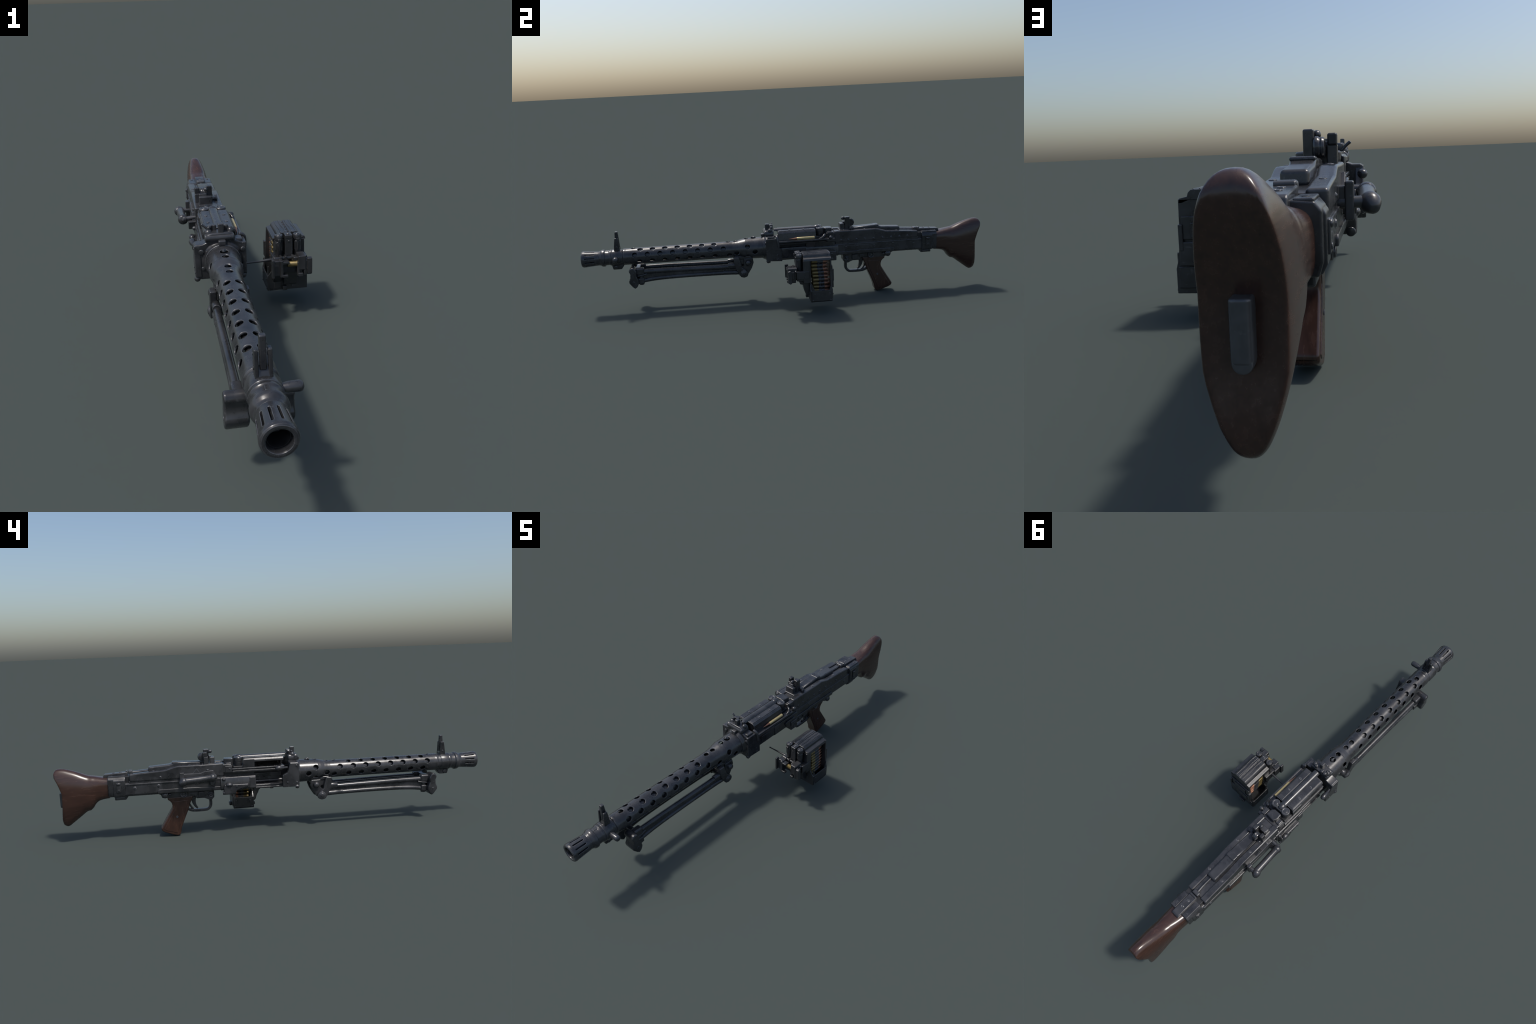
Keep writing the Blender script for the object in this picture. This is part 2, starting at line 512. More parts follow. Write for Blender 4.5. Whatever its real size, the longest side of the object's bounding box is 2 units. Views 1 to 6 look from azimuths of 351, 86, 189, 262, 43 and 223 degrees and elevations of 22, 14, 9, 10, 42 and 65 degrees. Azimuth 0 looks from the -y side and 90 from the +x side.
for s in (-1, 1):
    a, b = sorted((s * 0.038, s * 0.0585))
    prism_x('bipod_bracket', bracket_profile(), a, b, GUN, bip, 0.0035, 3)
    prism_x('bracket_link', [(-0.212, 0.222), (-0.166, 0.222), (-0.162, 0.198), (-0.172, 0.172), (-0.190, 0.143), (-0.214, 0.133), (-0.232, 0.142), (-0.230, 0.165), (-0.212, 0.185)],
            s * 0.028 if s > 0 else -0.040, 0.040 if s > 0 else -0.028, GUN, bip, 0.004, 3)
    lathe('bracket_pivot', [(0.0, 0.017), (0.0585, 0.017), (0.0605, 0.0155), (0.0615, 0.0105), (0.0625, 0.010), (0.0640, 0.0078), (0.0645, 0.004)], (X0, -0.214, 0.1505), GUN, bip, (s, 0, 0), 32)
    lathe('bracket_pivot', [(0.0, 0.015), (0.049, 0.015), (0.053, 0.0125), (0.056, 0.0095), (0.058, 0.005)], (X0, -0.189, 0.199), GUN, bip, (s, 0, 0), 32)
    ux = X0 + s * 0.0428
    tube('bipod_leg', [(ux, -0.722, 0.193), (ux, -0.60, 0.1925), (ux, -0.40, 0.189), (ux, -0.25, 0.186)], 0.0117, GUN, bip, 5, 22)
    tube('bipod_leg', [(ux, -0.730, 0.143), (ux, -0.705, 0.148), (ux, -0.655, 0.1540), (ux, -0.58, 0.1575), (ux, -0.45, 0.1585), (ux, -0.315, 0.1570), (ux, -0.235, 0.154)],
         0.0106, GUN, bip, 5, 22)
    prism_x('leg_web', [(-0.725, 0.190), (-0.25, 0.183), (-0.25, 0.158), (-0.45, 0.162), (-0.60, 0.160), (-0.725, 0.148)], s * 0.0428 - 0.004, s * 0.0428 + 0.004, GUN, bip, 0.001)
    lathe('leg_ferrule', [(-0.316, 0.0102), (-0.314, 0.0118), (-0.300, 0.0118), (-0.298, 0.0110), (-0.270, 0.0110), (-0.262, 0.0120), (-0.246, 0.012)], (ux, 0, 0.1460), GUN, bip, (0, 1, -0.040), 24)
    lathe('leg_ferrule', [(-0.290, 0.0116), (-0.288, 0.0128), (-0.262, 0.0128), (-0.250, 0.012)], (ux, 0, 0.190), GUN, bip, (0, 1, -0.01), 24)
    # foot: a wavy block with a pointed toe
    toe = [(-0.742, 0.216), (-0.735, 0.200), (-0.738, 0.180), (-0.730, 0.160), (-0.728, 0.143), (-0.7365, 0.126), (-0.7485, 0.116), (-0.760, 0.127), (-0.774, 0.145), (-0.776, 0.157),
           (-0.768, 0.172), (-0.766, 0.190), (-0.773, 0.206), (-0.766, 0.219), (-0.752, 0.223)]
    prism_x('bipod_foot', toe, s * 0.0515 - 0.0285, s * 0.0515 + 0.0285, GUN, bip, 0.0075, 4)
    pin('foot_pin', (X0 + s * 0.0785, -0.752, 0.150), (s, 0, 0), 0.006, 0.0025, GUN, bip)
    box('foot_clamp', (s * 0.0435 - 0.015, s * 0.0435 + 0.015), (-0.736, -0.703), (0.134, 0.163), GUN, bip, 0.005, 3)
    box('foot_clamp', (s * 0.0435 - 0.015, s * 0.0435 + 0.015), (-0.742, -0.700), (0.178, 0.214), GUN, bip, 0.008, 4)
    pin('foot_clamp', (ux, -0.718, 0.128), (0, 0, 1), 0.0125, 0.075, GUN, bip, 0.003)
    tube('clamp_spring', [(ux + s * 0.010, -0.735, 0.174), (ux + s * 0.010, -0.705, 0.178), (ux + s * 0.008, -0.688, 0.182)], [0.005, 0.005, 0.004], GUN, bip, 3, 10)
box('bipod_crossbar', (-0.04, 0.04), (-0.745, -0.722), (0.196, 0.212), GUN, bip, 0.005, 3)

# ------------------------------------------------------------------ trunnion (front block)
tr_prof = [(-0.0830, 0.212), (-0.070, 0.204), (0.060, 0.204), (0.0735, 0.214), (0.0735, 0.306), (0.066, 0.318), (0.046, 0.326), (0.030, 0.334), (-0.030, 0.334), (-0.046, 0.326), (-0.060, 0.320), (-0.0830, 0.319)]
trun = prism_y('trunnion', tr_prof, -0.098, -0.056, GUN, gun, 0.004, 3)
lathe('jacket_collar', [(-0.113, 0.0535), (-0.112, 0.0560), (-0.106, 0.0585), (-0.101, 0.0600), (-0.097, 0.0655), (-0.093, 0.067), (-0.06, 0.067)], (X0, 0, ZA), GUN, trun, seg=64, angle=40)
lp = [(-0.1005, 0.214), (-0.090, 0.206), (-0.022, 0.206), (-0.022, 0.260), (-0.026, 0.265), (-0.043, 0.272), (-0.050, 0.284), (-0.056, 0.310), (-0.058, 0.3165), (-0.0985, 0.3165)]
prism_x('side_plate', lp, -0.0865, -0.066, GUN, trun, 0.003, 3)
rp = [(-0.1005, 0.216), (-0.092, 0.208), (-0.022, 0.204), (-0.022, 0.268), (-0.034, 0.270), (-0.038, 0.320), (-0.0985, 0.3185)]
prism_x('side_plate', rp, 0.062, 0.0755, GUN, trun, 0.003, 3)
box('trunnion_base', (-0.044, 0.046), (-0.058, 0.10), (0.2020, 0.220), GUN, trun, 0.004)
for s, u in ((-1, -0.079), (1, 0.062)):
    lathe('corner_knob', [(0, 0.0095), (0.010, 0.0098), (0.014, 0.0085), (0.017, 0.004)], (X0 + u, -0.083, 0.207), GUN, trun, (0.25 * s, -1, -0.1), 22, angle=60)
    pin('corner_stud', (X0 + s * 0.064, -0.094, 0.296), (0.25 * s, -1, 0), 0.0085, 0.008, GUN, trun, 0.004)
    pin('corner_stud', (X0 + s * 0.061, -0.094, 0.240), (0.2 * s, -1, 0), 0.0070, 0.006, GUN, trun, 0.003)
box('trunnion_notch_block', (-0.012, 0.012), (-0.117, -0.095), (0.318, 0.3345), GUN, trun, 0.004)
tube('ejection_lever', [(X0 + 0.060, -0.046, 0.328), (X0 + 0.072, -0.044, 0.324), (X0 + 0.0775, -0.042, 0.313), (X0 + 0.0785, -0.040, 0.295), (X0 + 0.0775, -0.037, 0.276)], 0.0062, GUN, trun, 6, 16)
# bolts on the side plates
for s, y, z in ((-1, -0.088, 0.305), (-1, -0.045, 0.228), (-1, -0.088, 0.226), (1, -0.045, 0.236), (1, -0.043, 0.215)):
    pin('plate_bolt', (X0 + (0.0755 if s > 0 else -0.0865), y, z), (s, 0, 0), 0.0042, 0.0016, GUN, trun)
# hinge block
hinge = prism_y('hinge_block', [(-0.050, 0.322), (0.040, 0.322), (0.043, 0.334), (0.038, 0.350), (0.028, 0.354), (-0.030, 0.354), (-0.046, 0.350), (-0.052, 0.338)], -0.100, -0.056, GUN, trun, 0.006, 3)
lathe('hinge_barrel', [(-0.052, 0.008), (-0.049, 0.0125), (0.036, 0.0125), (0.040, 0.008)], (X0, -0.092, 0.338), GUN, hinge, (1, 0, 0), 28)
box('hinge_post', (-0.0085, 0.0085), (-0.095, -0.0745), (0.350, 0.3815), GUN, hinge, 0.003)
ball('hinge_knob', (X0 - 0.038, -0.078, 0.350), 0.0125, GUN, hinge)
ball('hinge_knob', (X0 - 0.036, -0.075, 0.3645), 0.006, GUN, hinge)
ball('hinge_knob', (X0 + 0.031, -0.074, 0.352), 0.0115, GUN, hinge)
pin('hinge_screw', (X0 - 0.032, -0.064, 0.350), (0, 0.05, 1), 0.0085, 0.020, GUN, hinge, 0.003)
pin('hinge_screw', (X0 + 0.018, -0.066, 0.350), (0, 0, 1), 0.0075, 0.020, GUN, hinge, 0.003)
tube('hinge_pin', [(X0 - 0.036, -0.060, 0.352), (X0 - 0.047, -0.058, 0.364), (X0 - 0.057, -0.057, 0.372)], 0.004, GUN, hinge, 3, 12)
box('hinge_tab', (-0.024, -0.012), (-0.072, -0.054), (0.350, 0.372), GUN, hinge, 0.003)
box('hinge_lug', (0.040, 0.066), (-0.090, -0.054), (0.312, 0.328), GUN, hinge, 0.004)
# lever knob hanging on the left of the trunnion
lathe('side_knob', [(-0.046, 0.005), (-0.030, 0.0058), (-0.022, 0.0085), (-0.012, 0.0112), (0.000, 0.0112), (0.008, 0.0085), (0.011, 0.004)], (X0 - 0.0855, 0, 0.2975), GUN, trun, (-0.10, 1, 0), 24, angle=60)

# ------------------------------------------------------------------ receiver
rec = prism_y('receiver', [(-0.0545, 0.215), (-0.046, 0.206), (0.039, 0.206), (0.047, 0.215), (0.047, 0.2625), (0.041, 0.268), (-0.048, 0.268), (-0.0545, 0.2625)], 0.235, 0.690, GUN, gun, 0.0025)
prism_y('receiver_core', [(0.006, 0.206), (0.034, 0.206), (0.034, 0.294), (0.006, 0.294)], -0.058, 0.104, DARK, rec, 0.002)
prism_y('receiver_core', [(-0.034, 0.206), (0.034, 0.206), (0.034, 0.294), (-0.034, 0.294)], 0.100, 0.245, DARK, rec, 0.002)
prism_y('feed_housing', [(0.0, 0.207), (0.046, 0.207), (0.0555, 0.214), (0.0555, 0.258), (0.0535, 0.266), (0.0, 0.266)], -0.026, 0.102, GUN, rec, 0.002)
prism_y('feed_housing', [(0.0, 0.206), (0.048, 0.206), (0.0580, 0.214), (0.0580, 0.254), (0.0555, 0.2615), (0.0, 0.2615)], 0.098, 0.262, GUN, rec, 0.002)
prism_y('feed_housing', [(0.0, 0.255), (0.052, 0.255), (0.052, 0.288), (0.0, 0.288)], 0.102, 0.246, GUN, rec, 0.003)
prism_y('housing_panel', [(0.050, 0.226), (0.0575, 0.226), (0.0575, 0.256), (0.050, 0.256)], 0.010, 0.078, GUN, rec, 0.0012)
prism_x('side_lug', [(0.166, 0.243), (0.180, 0.250), (0.236, 0.250), (0.249, 0.236), (0.249, 0.212), (0.205, 0.208), (0.180, 0.218)], 0.052, 0.066, GUN, rec, 0.003)
box('side_lug', (0.030, 0.070), (0.203, 0.249), (0.188, 0.236), GUN, rec, 0.003)
pin('lug_screw', (X0 + 0.070, 0.226, 0.222), (1, 0, 0), 0.006, 0.0025, GUN, rec)
pin('lug_screw', (X0 + 0.070, 0.226, 0.198), (1, 0, 0), 0.005, 0.002, GUN, rec)
# left side
prism_y('feed_housing', [(-0.0, 0.204), (-0.050, 0.204), (-0.0605, 0.212), (-0.0605, 0.256), (-0.056, 0.2655), (-0.0, 0.2655)], 0.098, 0.262, GUN, rec, 0.003)
box('housing_panel', (-0.0625, -0.05), (0.100, 0.128), (0.210, 0.260), GUN, rec, 0.002)
prism_x('feed_latch', [(0.135, 0.233), (0.246, 0.234), (0.250, 0.214), (0.246, 0.190), (0.214, 0.189), (0.196, 0.191), (0.190, 0.204), (0.172, 0.212), (0.150, 0.216), (0.135, 0.222)], -0.077, -0.045, GUN, rec, 0.004, 3)
pin('latch_roller', (X0 - 0.066, 0.254, 0.196), (0, -1, 0), 0.0095, 0.060, GUN, rec, 0.002)
ball('latch_ball', (X0 - 0.074, 0.224, 0.2325), 0.0115, GUN, rec, (0.95, 1.45, 0.85))
pin('latch_screw', (X0 - 0.077, 0.148, 0.226), (-1, 0, 0), 0.0062, 0.002, GUN, rec)
pin('latch_screw', (X0 - 0.077, 0.190, 0.224), (-1, 0, 0), 0.004, 0.002, GUN, rec)
ball('side_button', (X0 - 0.0615, 0.247, 0.2565), 0.0088, GUN, rec, (1, 1.0, 0.9))
box('return_rail', (-0.004, 0.012), (-0.03, 0.100), (0.2475, 0.2665), GUN, rec, 0.003)
tube('return_rod', [(X0 + 0.004, -0.05, 0.227), (X0 + 0.004, 0.03, 0.227), (X0 + 0.004, 0.10, 0.227)], 0.0085, GUN, rec, 2, 18)
pin('rod_collar', (X0 + 0.004, 0.076, 0.227), (0, 1, 0), 0.0105, 0.026, GUN, rec)
box('bottom_rail', (-0.049, -0.03), (-0.03, 0.10), (0.2020, 0.2095), GUN, rec, 0.002)
box('underplate_lug', (-0.022, 0.022), (0.084, 0.104), (0.186, 0.208), GUN, rec, 0.003)
pin('lug_screw', (X0 - 0.022, 0.093, 0.196), (-1, 0, 0), 0.006, 0.002, GUN, rec)

# feed tray and round
tray = box('feed_tray', (-0.054, 0.0785), (-0.038, 0.205), (0.2960, 0.3030), GUN, gun, 0.0015)
box('tray_lip', (0.072, 0.0785), (-0.036, 0.200), (0.302, 0.3048), GUN, tray, 0.001)
box('tray_rail', (-0.0545, -0.047), (-0.034, 0.205), (0.284, 0.2925), GUN, tray, 0.0015)
box('tray_rail', (0.058, 0.070), (-0.034, 0.10), (0.284, 0.2925), DARK, tray, 0.0015)
lathe('cartridge_case', [(0.055, 0.0058), (0.058, 0.0068), (0.140, 0.0073), (0.1425, 0.0069)], (X0 + 0.0624, 0, 0.3108), CASE, tray, (0, 1, 0.0), 24)
lathe('bullet', [(0.012, 0.0), (0.016, 0.0010), (0.030, 0.0030), (0.045, 0.0048), (0.056, 0.0057)], (X0 + 0.0624, 0, 0.3108), COPPER, tray, (0, 1, 0.0), 24, angle=60)

# feed cover: hollow shell with centre rib
shell = [(0.0568, 0.3025), (0.0520, 0.3385), (0.0445, 0.3470), (0.016, 0.3485), (-0.016, 0.3485), (-0.0445, 0.3445), (-0.0505, 0.3375), (-0.0510, 0.3290),
         (-0.0465, 0.3290), (-0.0460, 0.3355), (-0.041, 0.3395), (-0.016, 0.3425), (0.016, 0.3425), (0.041, 0.3415), (0.0475, 0.3365), (0.0562, 0.3025)]
fc = prism_y('feed_cover', shell, -0.034, 0.1505, GUN, gun, 0.0015)
for s in (-1, 1):
    a, b = sorted((s * 0.0175, s * 0.0425))
    box('cover_panel', (a, b), (-0.030, 0.146), (0.3435, 0.3498), GUN, fc, 0.0012)
    for y in (0.022, 0.092):
        lathe('panel_screw', [(0, 0.0055), (0.0014, 0.0055), (0.0018, 0.0045), (0.0011, 0.0038), (0.0013, 0.0028), (0.0019, 0.0018)], (X0 + s * 0.030, y, 0.3496), GUN, fc, (0, 0, 1), 22)
prism_y('cover_rib', [(-0.0160, 0.345), (-0.0135, 0.3515), (-0.0095, 0.3550), (-0.0035, 0.3567), (0.0035, 0.3567), (0.0095, 0.3550), (0.0135, 0.3515), (0.0160, 0.345)], -0.052, 0.178, GUN, fc, 0.003, 3)
ball('rib_end', (X0, 0.166, 0.3505), 0.0125, GUN, fc, (1.1, 1.5, 0.75))
box('cover_tab', (-0.0525, -0.047), (0.101, 0.1545), (0.283, 0.341), GUN, fc, 0.0018)
pin('tab_screw', (X0 - 0.0525, 0.142, 0.289), (-1, 0, 0), 0.003, 0.001, GUN, fc)
box('cover_front_wall', (-0.010, 0.044), (-0.032, -0.027), (0.305, 0.346), DARK, fc, 0.001)
box('cover_rear_wall', (-0.046, 0.046), (0.143, 0.150), (0.302, 0.347), GUN, fc, 0.0015)
box('feed_pawl', (-0.02, 0.044), (-0.026, 0.143), (0.3305, 0.343), DARK, fc, 0.002)

# rear latch of the feed cover
for s in (-1, 1):
    u = s * 0.0275
    cl = lathe('latch_cylinder', [(0.285, 0.0165), (0.287, 0.0175), (0.332, 0.0175), (0.334, 0.0188), (0.349, 0.0188), (0.352, 0.0165), (0.3525, 0.0130), (0.3505, 0.0118), (0.3505, 0.0085), (0.3530, 0.0072), (0.3535, 0.003)],
               (X0 + u, 0.1745, 0), GUN, fc, (0, 0, 1), 36)
box('latch_bridge', (-0.018, 0.018), (0.158, 0.19), (0.30, 0.3475), GUN, fc, 0.004)
box('latch_base', (-0.047, 0.047), (0.150, 0.200), (0.29, 0.312), DARK, fc, 0.003)
prism_z('latch_block', [(-0.024, 0.196), (0.012, 0.196), (0.022, 0.206), (0.026, 0.236), (-0.018, 0.240), (-0.026, 0.222)], 0.300, 0.3455, GUN, fc, 0.004, 3)
box('latch_shoulder', (-0.048, 0.045), (0.206, 0.250), (0.285, 0.324), GUN, fc, 0.004)
box('latch_shoulder', (-0.050, -0.020), (0.204, 0.238), (0.284, 0.3165), GUN, fc, 0.003)
box('latch_step', (-0.045, -0.022), (0.206, 0.234), (0.314, 0.330), GUN, fc, 0.004)
pin('shoulder_bolt', (X0 - 0.050, 0.217, 0.302), (-1, 0, 0), 0.004, 0.0018, GUN, fc)
lathe('latch_knob', [(0, 0.006), (0.016, 0.006), (0.018, 0.0085), (0.024, 0.0100), (0.031, 0.0085), (0.034, 0.003)], (X0 + 0.044, 0.222, 0.306), GUN, fc, (1, 0.02, 0), 24, angle=70)
tube('latch_lever', [(X0 + 0.050, 0.196, 0.320), (X0 + 0.062, 0.192, 0.317), (X0 + 0.070, 0.180, 0.308), (X0 + 0.070, 0.165, 0.303)], [0.005, 0.0065, 0.006, 0.004], GUN, fc, 5, 14)
box('latch_foot', (0.044, 0.068), (0.200, 0.246), (0.284, 0.302), GUN, fc, 0.004)
box('latch_ear', (0.030, 0.050), (0.210, 0.242), (0.318, 0.330), GUN, fc, 0.003)

# ------------------------------------------------------------------ receiver cover
cov_side = [(0.2455, 0.272), (0.2455, 0.331), (0.350, 0.3298), (0.455, 0.3305), (0.470, 0.3275), (0.507, 0.3165), (0.585, 0.3115), (0.669, 0.3060), (0.669, 0.272)]
cov = prism_x('receiver_cover', cov_side, -0.0560, -0.0250, GUN, gun, 0.0055, 4)
prism_x('cover_side', cov_side, 0.0200, 0.0470, GUN, cov, 0.0055, 4)
floor = [(0.250, 0.270), (0.250, 0.3255), (0.350, 0.3245), (0.455, 0.3250), (0.507, 0.3110), (0.585, 0.3055), (0.664, 0.3000), (0.664, 0.270)]
prism_x('cover_floor', floor, -0.027, 0.022, GUN, cov, 0.002)
hump = [(0.338, 0.318), (0.342, 0.3375), (0.348, 0.3405), (0.455, 0.3445), (0.466, 0.3430), (0.489, 0.3345), (0.583, 0.3285), (0.585, 0.303)]
prism_x('cover_hump', hump, -0.0225, 0.0205, GUN, cov, 0.0085, 5)
box('hump_band', (-0.0225, 0.0205), (0.450, 0.476), (0.338, 0.3455), GUN, cov, 0.004, 3)
tube('cover_wire', [(X0 + 0.002, 0.580, 0.309), (X0 + 0.002, 0.63, 0.3065), (X0 - 0.002, 0.668, 0.306)], 0.0055, GUN, cov, 3, 12)
box('cover_hook', (-0.016, 0.016), (0.655, 0.674), (0.300, 0.3175), GUN, cov, 0.005, 3)
box('cover_skirt', (-0.0530, 0.0455), (0.249, 0.672), (0.262, 0.276), GUN, cov, 0.002)
rivet_y = [0.277, 0.314, 0.356, 0.399, 0.442, 0.489, 0.532, 0.574, 0.615]
dome = [(0.0, 0.0056), (0.0008, 0.0055), (0.0014, 0.0044), (0.0011, 0.0038), (0.0024, 0.0033), (0.0032, 0.0018)]
rv = lathe('rivet', dome, (0, 0, 0), GUN, cov, (0, 1, 0), 18, angle=50)
copies(rv, 'rivet', [facing((X0 + 0.0470, y, 0.284), (1, 0, 0)) for y in rivet_y] + [facing((X0 - 0.0555, 0.531, 0.286), (-1, 0, 0))], cov)
rv2 = lathe('receiver_screw', [(0.0, 0.0085), (0.0010, 0.0082), (0.0012, 0.0062), (0.0030, 0.0056), (0.0036, 0.0030)], (0, 0, 0), GUN, rec, (0, 1, 0), 20, angle=50)
pl = [facing((X0 + 0.0456, y, z), (1, 0, 0)) for y, z in ((0.303, 0.246), (0.360, 0.248), (0.445, 0.245), (0.542, 0.250), (0.647, 0.242))]
pl += [facing((X0 - 0.0541, y, z), (-1, 0, 0)) for y, z in ((0.647, 0.242), (0.541, 0.246), (0.370, 0.246))]
copies(rv2, 'receiver_screw', pl, rec)
lathe_sc = lathe('cover_screw', [(0, 0.0062), (0.0010, 0.0062), (0.0014, 0.0050), (0.0006, 0.0044), (0.0008, 0.0032), (0.0016, 0.002)], (0, 0, 0), GUN, cov, (0, 1, 0), 20)
copies(lathe_sc, 'cover_screw', [facing((X0 + s, y, z), (0, 0.05, 1)) for s in (-0.040, 0.034) for y, z in ((0.398, 0.3300), (0.560, 0.3130))], cov)
# lower rails
for s in (-1, 1):
    k = 0.0085 if s < 0 else 0.0
    a, b = sorted((s * 0.044, s * (0.0515 + k)))
    prism_x('side_rail', [(0.262, 0.211), (0.547, 0.211), (0.547, 0.224), (0.542, 0.2295), (0.370, 0.2295), (0.355, 0.226), (0.262, 0.226)], a, b, GUN, rec, 0.0025)
    a, b = sorted((s * 0.044, s * (0.0485 + k)))
    prism_x('side_ledge', [(0.262, 0.256), (0.682, 0.257), (0.682, 0.2635), (0.262, 0.2635)], a, b, GUN, rec, 0.0015)
box('inspection_plate', (0.045, 0.0475), (0.283, 0.45), (0.233, 0.2555), GUN, rec, 0.001)

# rear sight
rs = box('rear_sight', (-0.036, 0.010), (0.282, 0.304), (0.318, 0.3595), GUN, gun, 0.0035, 3)
box('sight_leaf', (-0.0065, 0.0135), (0.306, 0.3305), (0.322, 0.3925), GUN, rs, 0.0035, 3)
box('sight_leaf', (-0.0485, -0.029), (0.312, 0.333), (0.322, 0.364), GUN, rs, 0.003, 3)
box('sight_leaf', (-0.0485, -0.031), (0.316, 0.338), (0.362, 0.384), DARK, rs, 0.004, 3)
lathe('sight_drum', [(-0.028, 0.010), (-0.026, 0.017), (-0.022, 0.0185), (-0.018, 0.0170), (-0.015, 0.0195), (-0.010, 0.0195), (-0.007, 0.0165)], (X0, 0.338, 0.3595), GUN, rs, (1, 0, 0), 32, angle=40)
lathe('sight_spindle', [(-0.048, 0.007), (-0.005, 0.007)], (X0, 0.326, 0.363), DARK, rs, (1, 0, 0), 20)
ball('sight_button', (X0 - 0.010, 0.300, 0.3825), 0.0085, GUN, rs, (0.9, 1.15, 1))
box('sight_notch_plate', (-0.034, -0.006), (0.299, 0.308), (0.350, 0.366), GUN, rs, 0.002)
box('sight_foot', (-0.040, 0.024), (0.275, 0.345), (0.322, 0.332), GUN, rs, 0.004)
lathe('sight_adjuster', [(0.012, 0.006), (0.024, 0.0065), (0.0265, 0.0085), (0.032, 0.0085), (0.034, 0.006)], (X0, 0.333, 0.3365), GUN, rs, (1, 0, 0), 20)
prism_x('sight_ramp', [(0.330, 0.322), (0.330, 0.3385), (0.352, 0.3405), (0.364, 0.334), (0.364, 0.322)], -0.014, 0.018, GUN, rs, 0.003)

# ------------------------------------------------------------------ cocking handle
ck = prism_x('cocking_handle', [(0.279, 0.262), (0.292, 0.303), (0.330, 0.302), (0.352, 0.294), (0.442, 0.2955), (0.442, 0.262)], -0.0665, -0.050, GUN, gun, 0.003)
prism_x('handle_plate', [(0.428, 0.239), (0.446, 0.239), (0.446, 0.303), (0.426, 0.303)], -0.0800, -0.0650, GUN, ck, 0.0025)
prism_x('handle_fin', [(0.388, 0.293), (0.368, 0.316), (0.352, 0.293)], -0.0635, -0.0550, GUN, ck, 0.001)
prism_x('handle_bracket', [(0.296, 0.236), (0.310, 0.236), (0.312, 0.262), (0.300, 0.282), (0.276, 0.270), (0.283, 0.252)], -0.080, -0.048, GUN, ck, 0.003)
prism_x('handle_web', [(0.300, 0.234), (0.268, 0.258), (0.266, 0.266), (0.300, 0.266)], -0.054, -0.044, GUN, ck, 0.002)
tube('handle_grip', [(X0 - 0.0985, 0.298, 0.2755), (X0 - 0.099, 0.330, 0.2735), (X0 - 0.101, 0.380, 0.2700), (X0 - 0.1025, 0.428, 0.2668)], [0.0165, 0.0152, 0.0150, 0.0160], GUN, ck, 5, 28)
lathe('handle_end', [(0.0, 0.013), (0.005, 0.0170), (0.013, 0.0185), (0.021, 0.0170), (0.027, 0.0135), (0.033, 0.0100), (0.036, 0.004)], (X0 - 0.1015, 0.420, 0.2725), GUN, ck, (-0.32, 0.8, -0.45), 28, angle=60)
lathe('handle_cap', [(-0.012, 0.007), (-0.010, 0.0150), (-0.006, 0.0180), (0.004, 0.0182), (0.009, 0.0162)], (X0 - 0.0985, 0.300, 0.2755), GUN, ck, (0, 1, -0.04), 28, angle=50)
ball('handle_rivet', (X0 - 0.0985, 0.289, 0.276), 0.0065, GUN, ck)
lathe('handle_arm', [(0, 0.008), (0.036, 0.008), (0.039, 0.011), (0.048, 0.011), (0.051, 0.007)], (X0 - 0.050, 0.291, 0.2835), GUN, ck, (-1, 0, -0.1), 22)
lathe('handle_arm', [(0, 0.010), (0.050, 0.010)], (X0 - 0.052, 0.434, 0.268), GUN, ck, (-1, 0, 0), 20)
pin('arm_screw', (X0 - 0.056, 0.318, 0.302), (0, 0.1, 1), 0.007, 0.006, GUN, ck)

# ------------------------------------------------------------------ trigger group
th = prism_x('trigger_housing', [(0.290, 0.209), (0.550, 0.209), (0.5455, 0.2035), (0.534, 0.1975), (0.5285, 0.1825), (0.500, 0.1815), (0.381, 0.1835), (0.372, 0.1705), (0.340, 0.1705),
              (0.328, 0.1665), (0.316, 0.1605), (0.301, 0.1605), (0.291, 0.1715)], -0.030, 0.030, GUN, gun, 0.003)
for s in (-1, 1):
    lathe('housing_ring', [(0.0, 0.0165), (0.0365, 0.0165), (0.0385, 0.0155), (0.0395, 0.0135), (0.0380, 0.0110), (0.0340, 0.0095), (0.0335, 0.0050), (0.0375, 0.0040), (0.0385, 0.002)], (X0, 0.431, 0.196), GUN, th, (s, 0, 0), 32)
    lathe('housing_screw', [(0.0, 0.0140), (0.0320, 0.0140), (0.0345, 0.0115), (0.0330, 0.0080), (0.0370, 0.0065), (0.0395, 0.003)], (X0, 0.306, 0.186), GUN, th, (s, 0, 0), 28)
    lathe('safety_catch', [(0.0, 0.0135), (0.036, 0.0135), (0.040, 0.0150), (0.048, 0.0140), (0.0500, 0.0100), (0.0525, 0.0095), (0.0545, 0.006)], (X0, 0.515, 0.199), GUN, th, (s, 0, 0), 30)
    a, b = sorted((s * 0.026, s * 0.0365))
    box('housing_block', (a, b), (0.334, 0.365), (0.176, 0.203), GUN, th, 0.004, 3)
    ball('safety_stop', (X0 + s * 0.042, 0.494, 0.200), 0.0055, GUN, th, (1, 1.4, 1))
    prism_x('housing_wedge', [(0.372, 0.201), (0.404, 0.196), (0.372, 0.187)], a, b - s * 0.002 if s > 0 else b, GUN, th, 0.001)
guard_path = [(0.3065, 0.172), (0.3068, 0.150), (0.3072, 0.132), (0.3125, 0.1205), (0.3235, 0.1115), (0.340, 0.1095), (0.375, 0.1095), (0.395, 0.1115), (0.412, 0.1185), (0.430, 0.128)]
gp = [tuple(v) for v in spline(guard_path, 4)]
